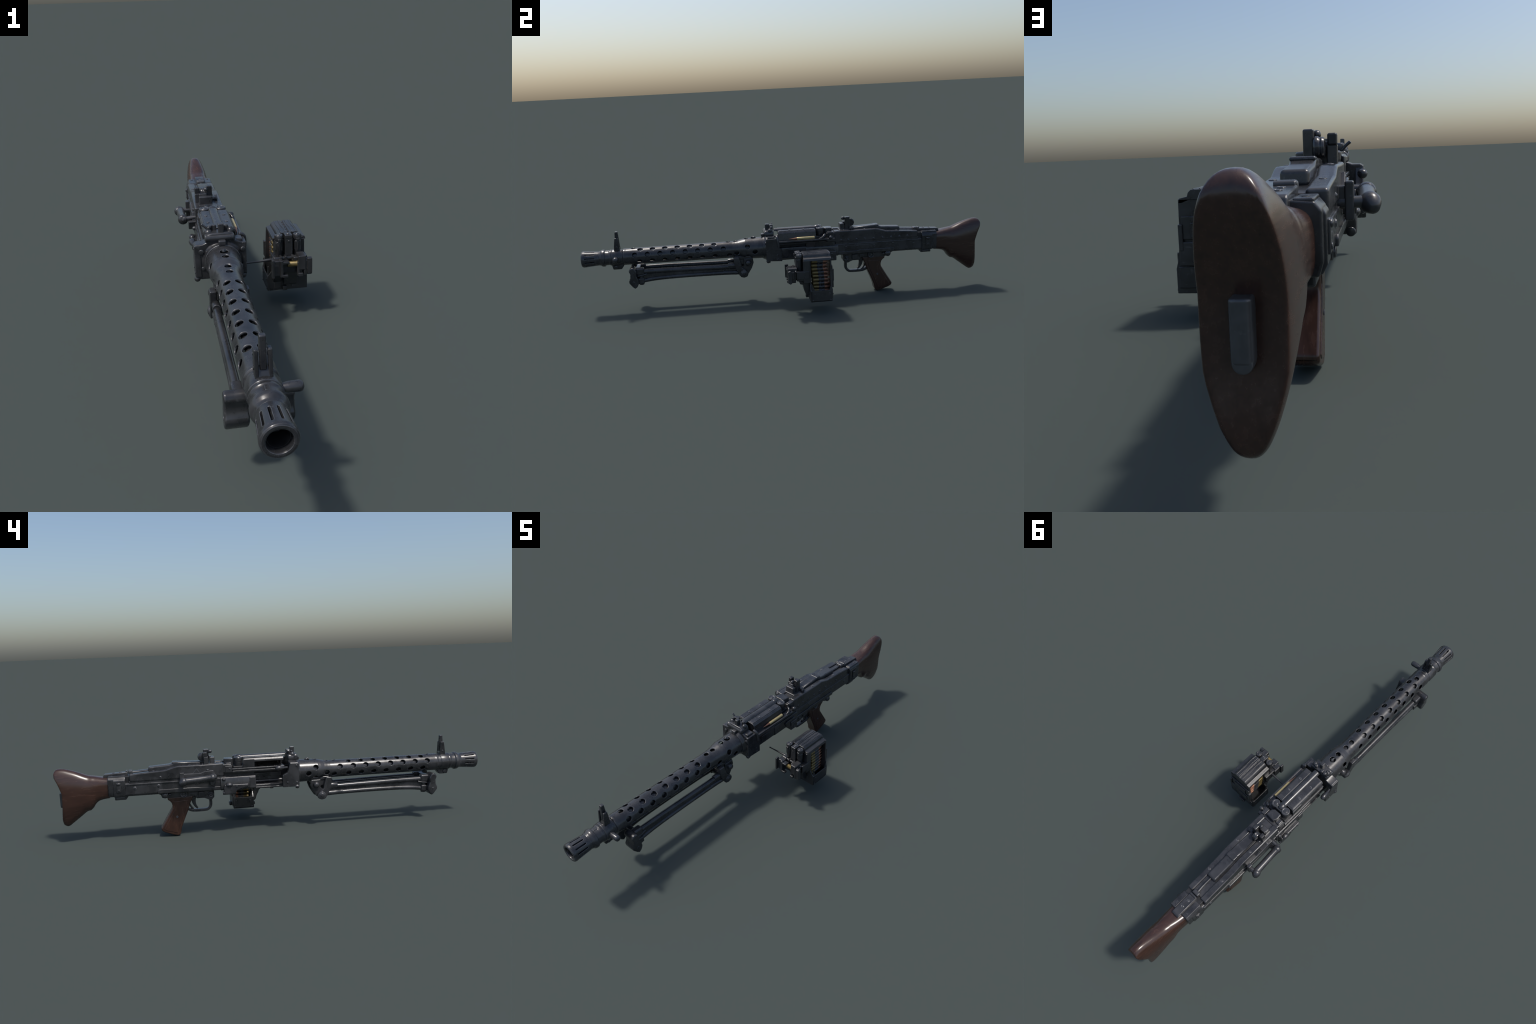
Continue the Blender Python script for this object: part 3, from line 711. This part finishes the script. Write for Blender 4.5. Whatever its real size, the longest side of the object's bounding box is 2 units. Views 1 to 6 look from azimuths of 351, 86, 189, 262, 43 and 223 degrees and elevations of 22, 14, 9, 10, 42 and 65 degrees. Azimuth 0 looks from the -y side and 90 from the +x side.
def thick(path, w):
    L, R = [], []
    for i, p in enumerate(path):
        a = Vector(path[max(i - 1, 0)])
        b = Vector(path[min(i + 1, len(path) - 1)])
        t = (b - a).normalized()
        n = Vector((-t.y, t.x))
        ww = w[i] if isinstance(w, list) else w
        L.append(tuple(Vector(p) + n * ww))
        R.append(tuple(Vector(p) - n * ww))
    return L + list(reversed(R))
prism_x('trigger_guard', thick(gp, 0.0066), -0.010, 0.010, GUN, th, 0.003, 3)
tp = [tuple(v) for v in spline([(0.385, 0.178), (0.386, 0.160), (0.384, 0.145), (0.377, 0.130), (0.368, 0.119)], 5)]
prism_x('trigger', thick(tp, [0.0125 - 0.009 * (i / (len(tp) - 1)) for i in range(len(tp))]), -0.008, 0.008, GUN, th, 0.003, 3)
tp2 = [tuple(v) for v in spline([(0.409, 0.170), (0.408, 0.150), (0.401, 0.132), (0.389, 0.116)], 5)]
prism_x('trigger_spur', thick(tp2, 0.0042), -0.009, 0.009, GUN, th, 0.0015)

# pistol grip
gpath = [(0.386, 0.184), (0.402, 0.150), (0.415, 0.113), (0.433, 0.072), (0.447, 0.037), (0.4505, 0.018), (0.4545, 0.0055), (0.4655, -0.0012), (0.482, 0.0030),
         (0.524, 0.0175), (0.5385, 0.0255), (0.5425, 0.037), (0.5365, 0.047), (0.515, 0.082), (0.4955, 0.114), (0.486, 0.1295), (0.4845, 0.142), (0.488, 0.156), (0.496, 0.1655), (0.504, 0.169), (0.506, 0.184)]
grip = prism_x('pistol_grip', gpath, -0.0255, 0.0255, GRIPW, gun, 0.0085, 5)
panel = [(0.414, 0.166), (0.426, 0.118), (0.447, 0.070), (0.461, 0.034), (0.468, 0.0135), (0.520, 0.0275), (0.528, 0.036), (0.502, 0.079), (0.481, 0.114), (0.473, 0.140), (0.479, 0.162)]
for s in (-1, 1):
    a, b = sorted((s * 0.020, s * 0.0272))
    prism_x('grip_panel', panel, a, b, GRIPW, grip, 0.002, 2)
    lathe('grip_screw', [(0, 0.0050), (0.0012, 0.0048), (0.0016, 0.0030), (0.0008, 0.0022)], (X0 + s * 0.0270, 0.466, 0.090), GUN, grip, (s, 0, 0), 20)

# ------------------------------------------------------------------ stock collar
sc = prism_y('stock_collar', [(-0.0540, 0.224), (-0.0490, 0.207), (0.0465, 0.207), (0.0515, 0.224), (0.0515, 0.286), (0.0445, 0.2965), (0.020, 0.2985), (-0.020, 0.2985), (-0.0455, 0.2965), (-0.0540, 0.286)], 0.6875, 0.765, GUN, gun, 0.003, 3)
prism_y('collar_band', [(-0.0575, 0.218), (-0.0510, 0.2055), (0.0480, 0.2055), (0.0540, 0.218), (0.0540, 0.280), (0.0470, 0.2920), (-0.0490, 0.2920), (-0.0575, 0.280)], 0.6895, 0.742, GUN, sc, 0.0025)
for s in (-1, 1):
    a, b = sorted((s * 0.020, s * 0.0455))
    box('collar_top_plate', (a, b), (0.6915, 0.7635), (0.294, 0.3005), GUN, sc, 0.0022)
    k = 0.0035 if s < 0 else 0.0
    a, b = sorted((s * 0.052, s * (0.0575 + k)))
    box('collar_clip', (a, b), (0.708, 0.7275), (0.228, 0.272), GUN, sc, 0.002)
    ball('clip_knob', (X0 + s * (0.0575 + k), 0.718, 0.266), 0.0075, GUN, sc, (0.55, 1.2, 0.8))
    pin('clip_screw', (X0 + s * (0.0572 + k), 0.718, 0.2375), (s, 0, 0), 0.0045, 0.002, GUN, sc)
cap = prism_x('collar_cap', [(0.677, 0.293), (0.677, 0.3085), (0.683, 0.3115), (0.778, 0.3065), (0.784, 0.3025), (0.7865, 0.290), (0.760, 0.287)], -0.0175, 0.0175, GUN, sc, 0.003, 3)
for y, z in ((0.7095, 0.3098), (0.7395, 0.3082)):
    lathe('cap_screw', [(0, 0.0062), (0.0012, 0.0062), (0.0017, 0.0050), (0.0008, 0.0042), (0.0010, 0.0030), (0.0018, 0.0016)], (X0, y, z), GUN, cap, (0, 0.05, 1), 22)
tube('cap_hinge', [(X0 - 0.014, 0.681, 0.3125), (X0, 0.681, 0.3125), (X0 + 0.014, 0.681, 0.3125)], 0.0045, GUN, cap, 2, 14)
prism_x('sling_loop', [(0.676, 0.2085), (0.689, 0.1895), (0.739, 0.1895), (0.739, 0.2085)], -0.042, 0.036, GUN, sc, 0.0035, 3)
for s in (-1, 1):
    pin('loop_pin', (X0 + s * 0.034, 0.734, 0.199), (0, -1, 0), 0.0085, 0.040, GUN, sc, 0.002)
box('collar_gap_block', (-0.042, 0.042), (0.664, 0.690), (0.262, 0.296), DARK, sc, 0.002)
for u, ch in ((0.033, 'HS'), (-0.033, 'N')):
    cu = bpy.data.curves.new('collar_marking', 'FONT')
    cu.body = ch
    cu.size = 0.013
    cu.extrude = 0.0004
    cu.align_x = 'CENTER'
    cu.align_y = 'CENTER'
    tx = bpy.data.objects.new('collar_marking', cu)
    col.objects.link(tx)
    bpy.context.view_layer.update()
    me = bpy.data.meshes.new_from_object(tx.evaluated_get(bpy.context.evaluated_depsgraph_get()))
    bpy.data.objects.remove(tx)
    me.name = 'collar_marking'
    me.transform(Matrix.Translation((X0 + u, 0.744, 0.3008)) @ Matrix.Rotation(math.pi / 2, 4, 'Z'))
    me.materials.clear()
    me.materials.append(GUN)
    ob = bpy.data.objects.new('collar_marking', me)
    col.objects.link(ob)
    attach(ob, sc)

# ------------------------------------------------------------------ wooden stock (loft along y)
# station: y, top, bottom, half width, squareness
stn = smooth_table([(0.762, 0.2905, 0.1975, 0.0455, 3.6), (0.785, 0.2935, 0.1945, 0.0435, 3.4), (0.808, 0.2975, 0.1880, 0.0415, 3.1), (0.824, 0.3005, 0.1755, 0.0408, 2.9), (0.836, 0.3025, 0.158, 0.0408, 3.0),
                    (0.850, 0.3050, 0.1455, 0.0410, 2.8), (0.866, 0.3110, 0.1415, 0.0412, 2.7), (0.900, 0.3265, 0.1165, 0.0415, 2.6), (0.935, 0.3380, 0.0915, 0.0415, 2.55), (0.955, 0.3420, 0.0800, 0.0414, 2.55),
                    (0.968, 0.3425, 0.0785, 0.0410, 2.55), (0.980, 0.3405, 0.0855, 0.0400, 2.55)], 5)
rear = [(0.075, -0.010), (0.090, -0.005), (0.113, -0.003), (0.170, -0.009), (0.231, -0.0110), (0.250, -0.005), (0.267, 0.001), (0.285, 0.009), (0.305, 0.0195), (0.323, 0.0225), (0.335, 0.017), (0.345, 0.008)]
bm = bmesh.new()
rings = []
SEG = 64
def section(y, top, bot, hw, e, scale=1.0, push=0.0):
    ring = []
    cz, hz = (top + bot) / 2, (top - bot) / 2 * scale
    for k in range(SEG):
        a = 2 * math.pi * k / SEG
        c, s = math.cos(a), math.sin(a)
        x = math.copysign(abs(c) ** (2 / e), c) * hw * scale
        z = cz + math.copysign(abs(s) ** (2 / e), s) * hz
        # belly: widest a little above the middle, narrowing toward the toe
        q = (z - bot) / (top - bot)
        t = max(0.0, min(1.0, (y - 0.80) / 0.15))
        x *= 1 - t * (0.30 * max(0, 0.30 - q) / 0.30 + 0.07 * max(0, q - 0.72) / 0.28)
        swell = math.sin(math.pi * max(0.0, min(1.0, (y - 0.775) / 0.20)))
        x *= 1 + swell * (0.10 if x > 0 else 0.05)
        dy = lerp_table(rear, z)[0] * max(0.0, (y - 0.84) / 0.14) ** 1.6
        ring.append(bm.verts.new((X0 + x, y + dy + push, z)))
    return ring
N = 44
for i in range(N + 1):
    y = 0.762 + (0.976 - 0.762) * i / N
    rings.append(section(y, *lerp_table(stn, y)))
last = lerp_table(stn, 0.976)
for f, pu in ((0.985, 0.0016), (0.955, 0.0028), (0.90, 0.0030), (0.80, 0.0018), (0.62, 0.0), (0.42, -0.0018), (0.22, -0.0024), (0.06, -0.0026)):
    rings.append(section(0.976, *last, scale=f, push=pu))
for p, q in zip(rings, rings[1:]):
    for k in range(SEG):
        bm.faces.new((p[k], q[k], q[(k + 1) % SEG], p[(k + 1) % SEG]))
bm.faces.new(rings[0])
bm.faces.new(list(reversed(rings[-1])))
stock = make('stock', bm, WOOD, gun, 0.0, angle=55)
bp = prism_z('butt_strap', [(-0.0105, 0.950), (0.0105, 0.950), (0.0105, 0.9800), (0.006, 0.9830), (-0.006, 0.9830), (-0.0105, 0.9800)], 0.1735, 0.2325, STRAP, stock, 0.003, 3)
pin('butt_strap_end', (X0, 0.952, 0.1745), (0, 1, 0), 0.0100, 0.0300, STRAP, stock, 0.003)

# ------------------------------------------------------------------ ammunition magazine
M = dict(ox=0.0)
# base tray (open box)
tr = box('magazine_tray', (0.074, 0.216), (0.0815, 0.1775), (0.060, 0.066), MAG, mag, 0.0015, **M)
for u in ((0.074, 0.0785), (0.2115, 0.216)):
    box('tray_wall', u, (0.0815, 0.1775), (0.061, 0.1145), MAG, tr, 0.0012, **M)
for s, u in ((-1, 0.0738), (1, 0.2162)):
    a = [(y, z) for y, z in ((0.098, 0.098), (0.167, 0.098), (0.089, 0.067), (0.172, 0.067))]
    for y, z in a:
        pin('tray_rivet', (u, y, z), (s, 0, 0), 0.0042, 0.0018, MAG, tr, 0.0012, 16)
# front and rear walls: trapezoids that lean in above the tray
def wall(name, y0, y1, k=0.0):
    return prism_y(name, [(0.074, 0.060), (0.216, 0.060), (0.216, 0.114), (0.209 - k, 0.140), (0.2045 - k, 0.200), (0.2035 - k, 0.264), (0.090 + k, 0.264), (0.087 + k, 0.200), (0.082 + k, 0.140), (0.074, 0.114)], y0, y1, MAG, mag, 0.0015, ox=0.0)
wf = wall('magazine_wall', 0.0790, 0.0860, 0.012)
wr = wall('magazine_wall', 0.1745, 0.1810)
# wings beside the side windows
for u0, u1 in ((0.0765, 0.0815), (0.2085, 0.2135)):
    prism_x('window_wing', [(0.084, 0.106), (0.112, 0.106), (0.100, 0.114), (0.092, 0.132), (0.086, 0.150), (0.084, 0.150)], u0, u1, MAG, mag, 0.001, ox=0.0)
    prism_x('window_wing', [(0.164, 0.106), (0.177, 0.106), (0.177, 0.150), (0.173, 0.132)], u0, u1, MAG, mag, 0.001, ox=0.0)
# stepped rear plates and clips
box('rear_plate', (0.090, 0.1985), (0.180, 0.1865), (0.178, 0.228), MAG, wr, 0.002, **M)
box('rear_plate', (0.084, 0.2035), (0.180, 0.1900), (0.122, 0.173), MAG, wr, 0.002, **M)
box('rear_plate', (0.078, 0.2100), (0.176, 0.1845), (0.072, 0.119), MAG, wr, 0.002, **M)
box('rear_plate_pocket', (0.110, 0.178), (0.186, 0.1905), (0.182, 0.214), MAG, wr, 0.0015, **M)
box('rear_plate_pocket', (0.100, 0.150), (0.189, 0.1930), (0.128, 0.160), MAG, wr, 0.0015, **M)
for u in (0.1985, 0.0845):
    box('rear_clip', (u - 0.004, u + 0.006), (0.176, 0.1915), (0.154, 0.211), MAG, wr, 0.002, **M)
box('rear_latch', (0.125, 0.150), (0.178, 0.196), (0.066, 0.086), MAG, wr, 0.003, **M)
pin('rear_latch_pin', (0.120, 0.192, 0.076), (1, 0, 0), 0.005, 0.036, MAG, wr)
# lid: stepped, ridged top
lid = prism_y('magazine_lid', [(0.0905, 0.255), (0.0905, 0.2645), (0.1045, 0.2685), (0.1080, 0.2760), (0.1165, 0.2820), (0.1405, 0.2835), (0.1425, 0.2800), (0.1465, 0.2800), (0.1485, 0.2840), (0.1745, 0.2835),
              (0.1810, 0.2775), (0.1835, 0.2690), (0.2005, 0.2655), (0.2040, 0.255), (0.196, 0.2545), (0.180, 0.2605), (0.110, 0.2605), (0.098, 0.2545)], 0.0530, 0.1810, MAG, mag, 0.0012, ox=0.0)
for u, z in ((0.1185, 0.2828), (0.1335, 0.2837), (0.1560, 0.2842), (0.1700, 0.2838)):
    tube('lid_ridge', [(u, 0.056, z), (u + 0.002, 0.09, z), (u - 0.001, 0.13, z), (u, 0.176, z)], 0.0016, MAG, lid, 3, 8)
for k in range(5):
    pin('lid_bolt', (0.1445, 0.070 + 0.024 * k, 0.2795), (0, 0, 1), 0.0022, 0.0025, MAG, lid, 0.0008, 12)
# side panels ahead of the window
for u0, u1 in ((0.187, 0.1965), (0.0975, 0.107)):
    box('side_panel', (u0, u1), (0.0515, 0.0825), (0.226, 0.2645), MAG, mag, 0.0015, **M)
    box('side_panel', (u0, u1 - 0.002), (0.0545, 0.0810), (0.198, 0.2245), MAG, mag, 0.0015, **M)
box('front_core', (0.096, 0.199), (0.050, 0.0800), (0.150, 0.258), MAG, mag, 0.002, **M)
# three upright feed posts
for i, x in enumerate((0.1075, 0.1395, 0.1705)):
    if i == 1:
        p = box('feed_post', (x - 0.0135, x + 0.0135), (0.022, 0.050), (0.208, 0.276), MAG, mag, 0.003, **M)
        box('post_cap', (x - 0.0125, x + 0.0125), (0.021, 0.053), (0.272, 0.2835), MAG, p, 0.0025, **M)
        lathe('post_screw', [(0, 0.0065), (0.002, 0.006), (0.001, 0.004), (0.003, 0.002)], (x, 0.036, 0.2835), MAG, p, (0, 0, 1), 18)
        pin('post_screw', (x, 0.022, 0.262), (0, -1, 0), 0.004, 0.002, MAG, p)
    else:
        p = lathe('feed_post', [(0.207, 0.0105), (0.210, 0.0118), (0.225, 0.0118), (0.227, 0.0128), (0.259, 0.0128), (0.261, 0.0115), (0.265, 0.0115), (0.267, 0.0145), (0.279, 0.0145), (0.2825, 0.0125),
                  (0.2830, 0.0085), (0.2815, 0.0075), (0.2840, 0.0050)], (x, 0.036, 0), MAG, mag, (0, 0, 1), 30)
        for a in range(3):
            an = -2.4 + 0.8 * a
            tube('post_rib', [(x + 0.0128 * math.cos(an), 0.036 + 0.0128 * math.sin(an), 0.229), (x + 0.0128 * math.cos(an), 0.036 + 0.0128 * math.sin(an), 0.243), (x + 0.0128 * math.cos(an), 0.036 + 0.0128 * math.sin(an), 0.257)], 0.0016, MAG, p, 2, 8)
        box('post_clip', (x - 0.006, x + 0.006), (0.018, 0.030), (0.262, 0.272), MAG, p, 0.002, **M)
# cross bar and feed head
head = box('feed_head', (0.086, 0.197), (0.020, 0.078), (0.160, 0.206), MAG, mag, 0.003, **M)
lathe('head_bar', [(0.084, 0.004), (0.087, 0.0065), (0.192, 0.0065), (0.196, 0.004)], (0, 0.016, 0.2055), MAG, head, (1, 0, 0), 20)
for x in (0.110, 0.126, 0.150, 0.172):
    box('bar_clamp', (x - 0.004, x + 0.004), (0.006, 0.026), (0.197, 0.2145), MAG, head, 0.002, **M)
box('head_plate', (0.192, 0.2015), (0.0185, 0.0765), (0.170, 0.2075), MAG, head, 0.002, **M)
for y, z in ((0.055, 0.200), (0.056, 0.180)):
    pin('head_screw', (0.2015, y, z), (1, 0, 0), 0.0035, 0.0015, MAG, head, 0.001, 14)
# left jaw
jl = box('feed_jaw', (0.080, 0.104), (-0.012, 0.028), (0.152, 0.207), MAG, head, 0.003, **M)
box('jaw_cheek', (0.102, 0.112), (-0.020, 0.006), (0.150, 0.209), MAG, jl, 0.002, **M)
box('jaw_lip', (0.108, 0.133), (-0.020, 0.004), (0.196, 0.205), MAG, jl, 0.002, **M)
box('jaw_lip', (0.108, 0.128), (-0.021, -0.006), (0.149, 0.158), MAG, jl, 0.002, **M)
box('jaw_back', (0.100, 0.130), (-0.002, 0.012), (0.160, 0.196), DARK, jl, 0.002, **M)
box('jaw_fin', (0.0735, 0.0815), (-0.0225, -0.006), (0.150, 0.2145), MAG, jl, 0.0015, **M)
# right jaw
jr = box('feed_jaw', (0.163, 0.189), (-0.020, 0.024), (0.172, 0.222), MAG, head, 0.003, **M)
box('jaw_cheek', (0.160, 0.168), (-0.019, 0.016), (0.152, 0.200), MAG, jr, 0.002, **M)
box('jaw_cheek', (0.182, 0.190), (-0.019, 0.016), (0.152, 0.180), MAG, jr, 0.002, **M)
box('jaw_lip', (0.162, 0.178), (-0.024, -0.010), (0.150, 0.162), MAG, jr, 0.002, **M)
box('jaw_shoulder', (0.150, 0.172), (-0.006, 0.020), (0.200, 0.214), MAG, jr, 0.003, **M)
pin('jaw_screw', (0.190, -0.002, 0.196), (1, 0, 0), 0.006, 0.003, MAG, jr)
fin = prism_x('guide_plate', [(-0.022, 0.212), (-0.010, 0.215), (-0.004, 0.208), (-0.004, 0.156), (-0.012, 0.151), (-0.022, 0.158)], 0.193, 0.2095, MAG, jr, 0.002, ox=0.0)
box('guide_arm', (0.186, 0.198), (-0.018, 0.010), (0.172, 0.206), MAG, jr, 0.003, **M)
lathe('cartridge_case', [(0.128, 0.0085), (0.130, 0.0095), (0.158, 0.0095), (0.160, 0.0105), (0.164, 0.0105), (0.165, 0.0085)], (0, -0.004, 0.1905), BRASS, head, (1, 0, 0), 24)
box('head_dark_block', (0.104, 0.164), (0.004, 0.024), (0.156, 0.190), DARK, head, 0.002, **M)  # solid dark block between the jaws, no cavity is cut
tube('charging_rod', [(0.086, 0.040, 0.193), (0.070, 0.040, 0.193), (0.040, 0.040, 0.191), (0.010, 0.040, 0.1895), (-0.016, 0.040, 0.188)], [0.0052, 0.0052, 0.0036, 0.0028, 0.0026], MAG, head, 4, 14)
ball('rod_tip', (-0.016, 0.040, 0.188), 0.0035, MAG, head)
# lower front: tapering ejector foot and panels
prism_x('ejector_foot', [(0.029, 0.172), (0.080, 0.172), (0.080, 0.084), (0.070, 0.083), (0.062, 0.088), (0.055, 0.110), (0.050, 0.136), (0.037, 0.139), (0.031, 0.155)], 0.128, 0.176, MAG, mag, 0.003, ox=0.0)
prism_x('ejector_foot', [(0.040, 0.165), (0.080, 0.165), (0.080, 0.090), (0.070, 0.100), (0.052, 0.132)], 0.094, 0.124, MAG, mag, 0.003, ox=0.0)
pin('foot_screw', (0.176, 0.046, 0.148), (1, 0, 0), 0.006, 0.002, MAG, mag)
for u in ((0.098, 0.122), (0.158, 0.186)):
    box('front_panel', u, (0.0765, 0.0810), (0.068, 0.104), MAG, wf, 0.0015, **M)
box('front_latch', (0.126, 0.142), (0.066, 0.082), (0.062, 0.078), MAG, wf, 0.003, **M)
# belted cartridges
zs = [0.2465 - 0.0172 * k for k in range(9)]
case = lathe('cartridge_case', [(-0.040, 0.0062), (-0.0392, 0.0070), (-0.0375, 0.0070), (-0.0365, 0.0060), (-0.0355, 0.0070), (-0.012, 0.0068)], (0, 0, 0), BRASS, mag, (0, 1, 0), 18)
link = lathe('belt_link', [(-0.0135, 0.0072), (-0.0125, 0.0081), (-0.0035, 0.0081), (-0.0030, 0.0074), (0.0020, 0.0074), (0.0025, 0.0081), (0.0125, 0.0078), (0.0135, 0.0068)], (0, 0, 0), MAG, mag, (0, 1, 0), 18)
tip = lathe('bullet', [(0.013, 0.0060), (0.020, 0.0056), (0.029, 0.0042), (0.036, 0.0024), (0.040, 0.0006)], (0, 0, 0), COPPER, mag, (0, 1, 0), 18, angle=60)
places = []
for x in (0.1020, 0.1300, 0.1580, 0.1865):
    for z in zs:
        if x < 0.11 and z < 0.15:
            continue
        jx = random.uniform(-0.0012, 0.0012)
        jz = random.uniform(-0.0010, 0.0010)
        lean = 0.0035 * math.sin((0.18 - z) * 22)
        places.append(Matrix.Translation((x + jx, 0.1330 + lean + random.uniform(-0.0012, 0.0012), z + jz)) @ Matrix.Rotation(random.uniform(-0.03, 0.03), 4, 'X'))
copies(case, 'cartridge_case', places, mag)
copies(link, 'belt_link', places, mag)
copies(tip, 'bullet', places, mag)
tabs = box('belt_tab', (-0.004, 0.004), (-0.008, -0.002), (-0.0112, 0.0112), MAG, mag, 0.001, ox=0.0)
apply_all()
copies(tabs, 'belt_tab', places, mag)
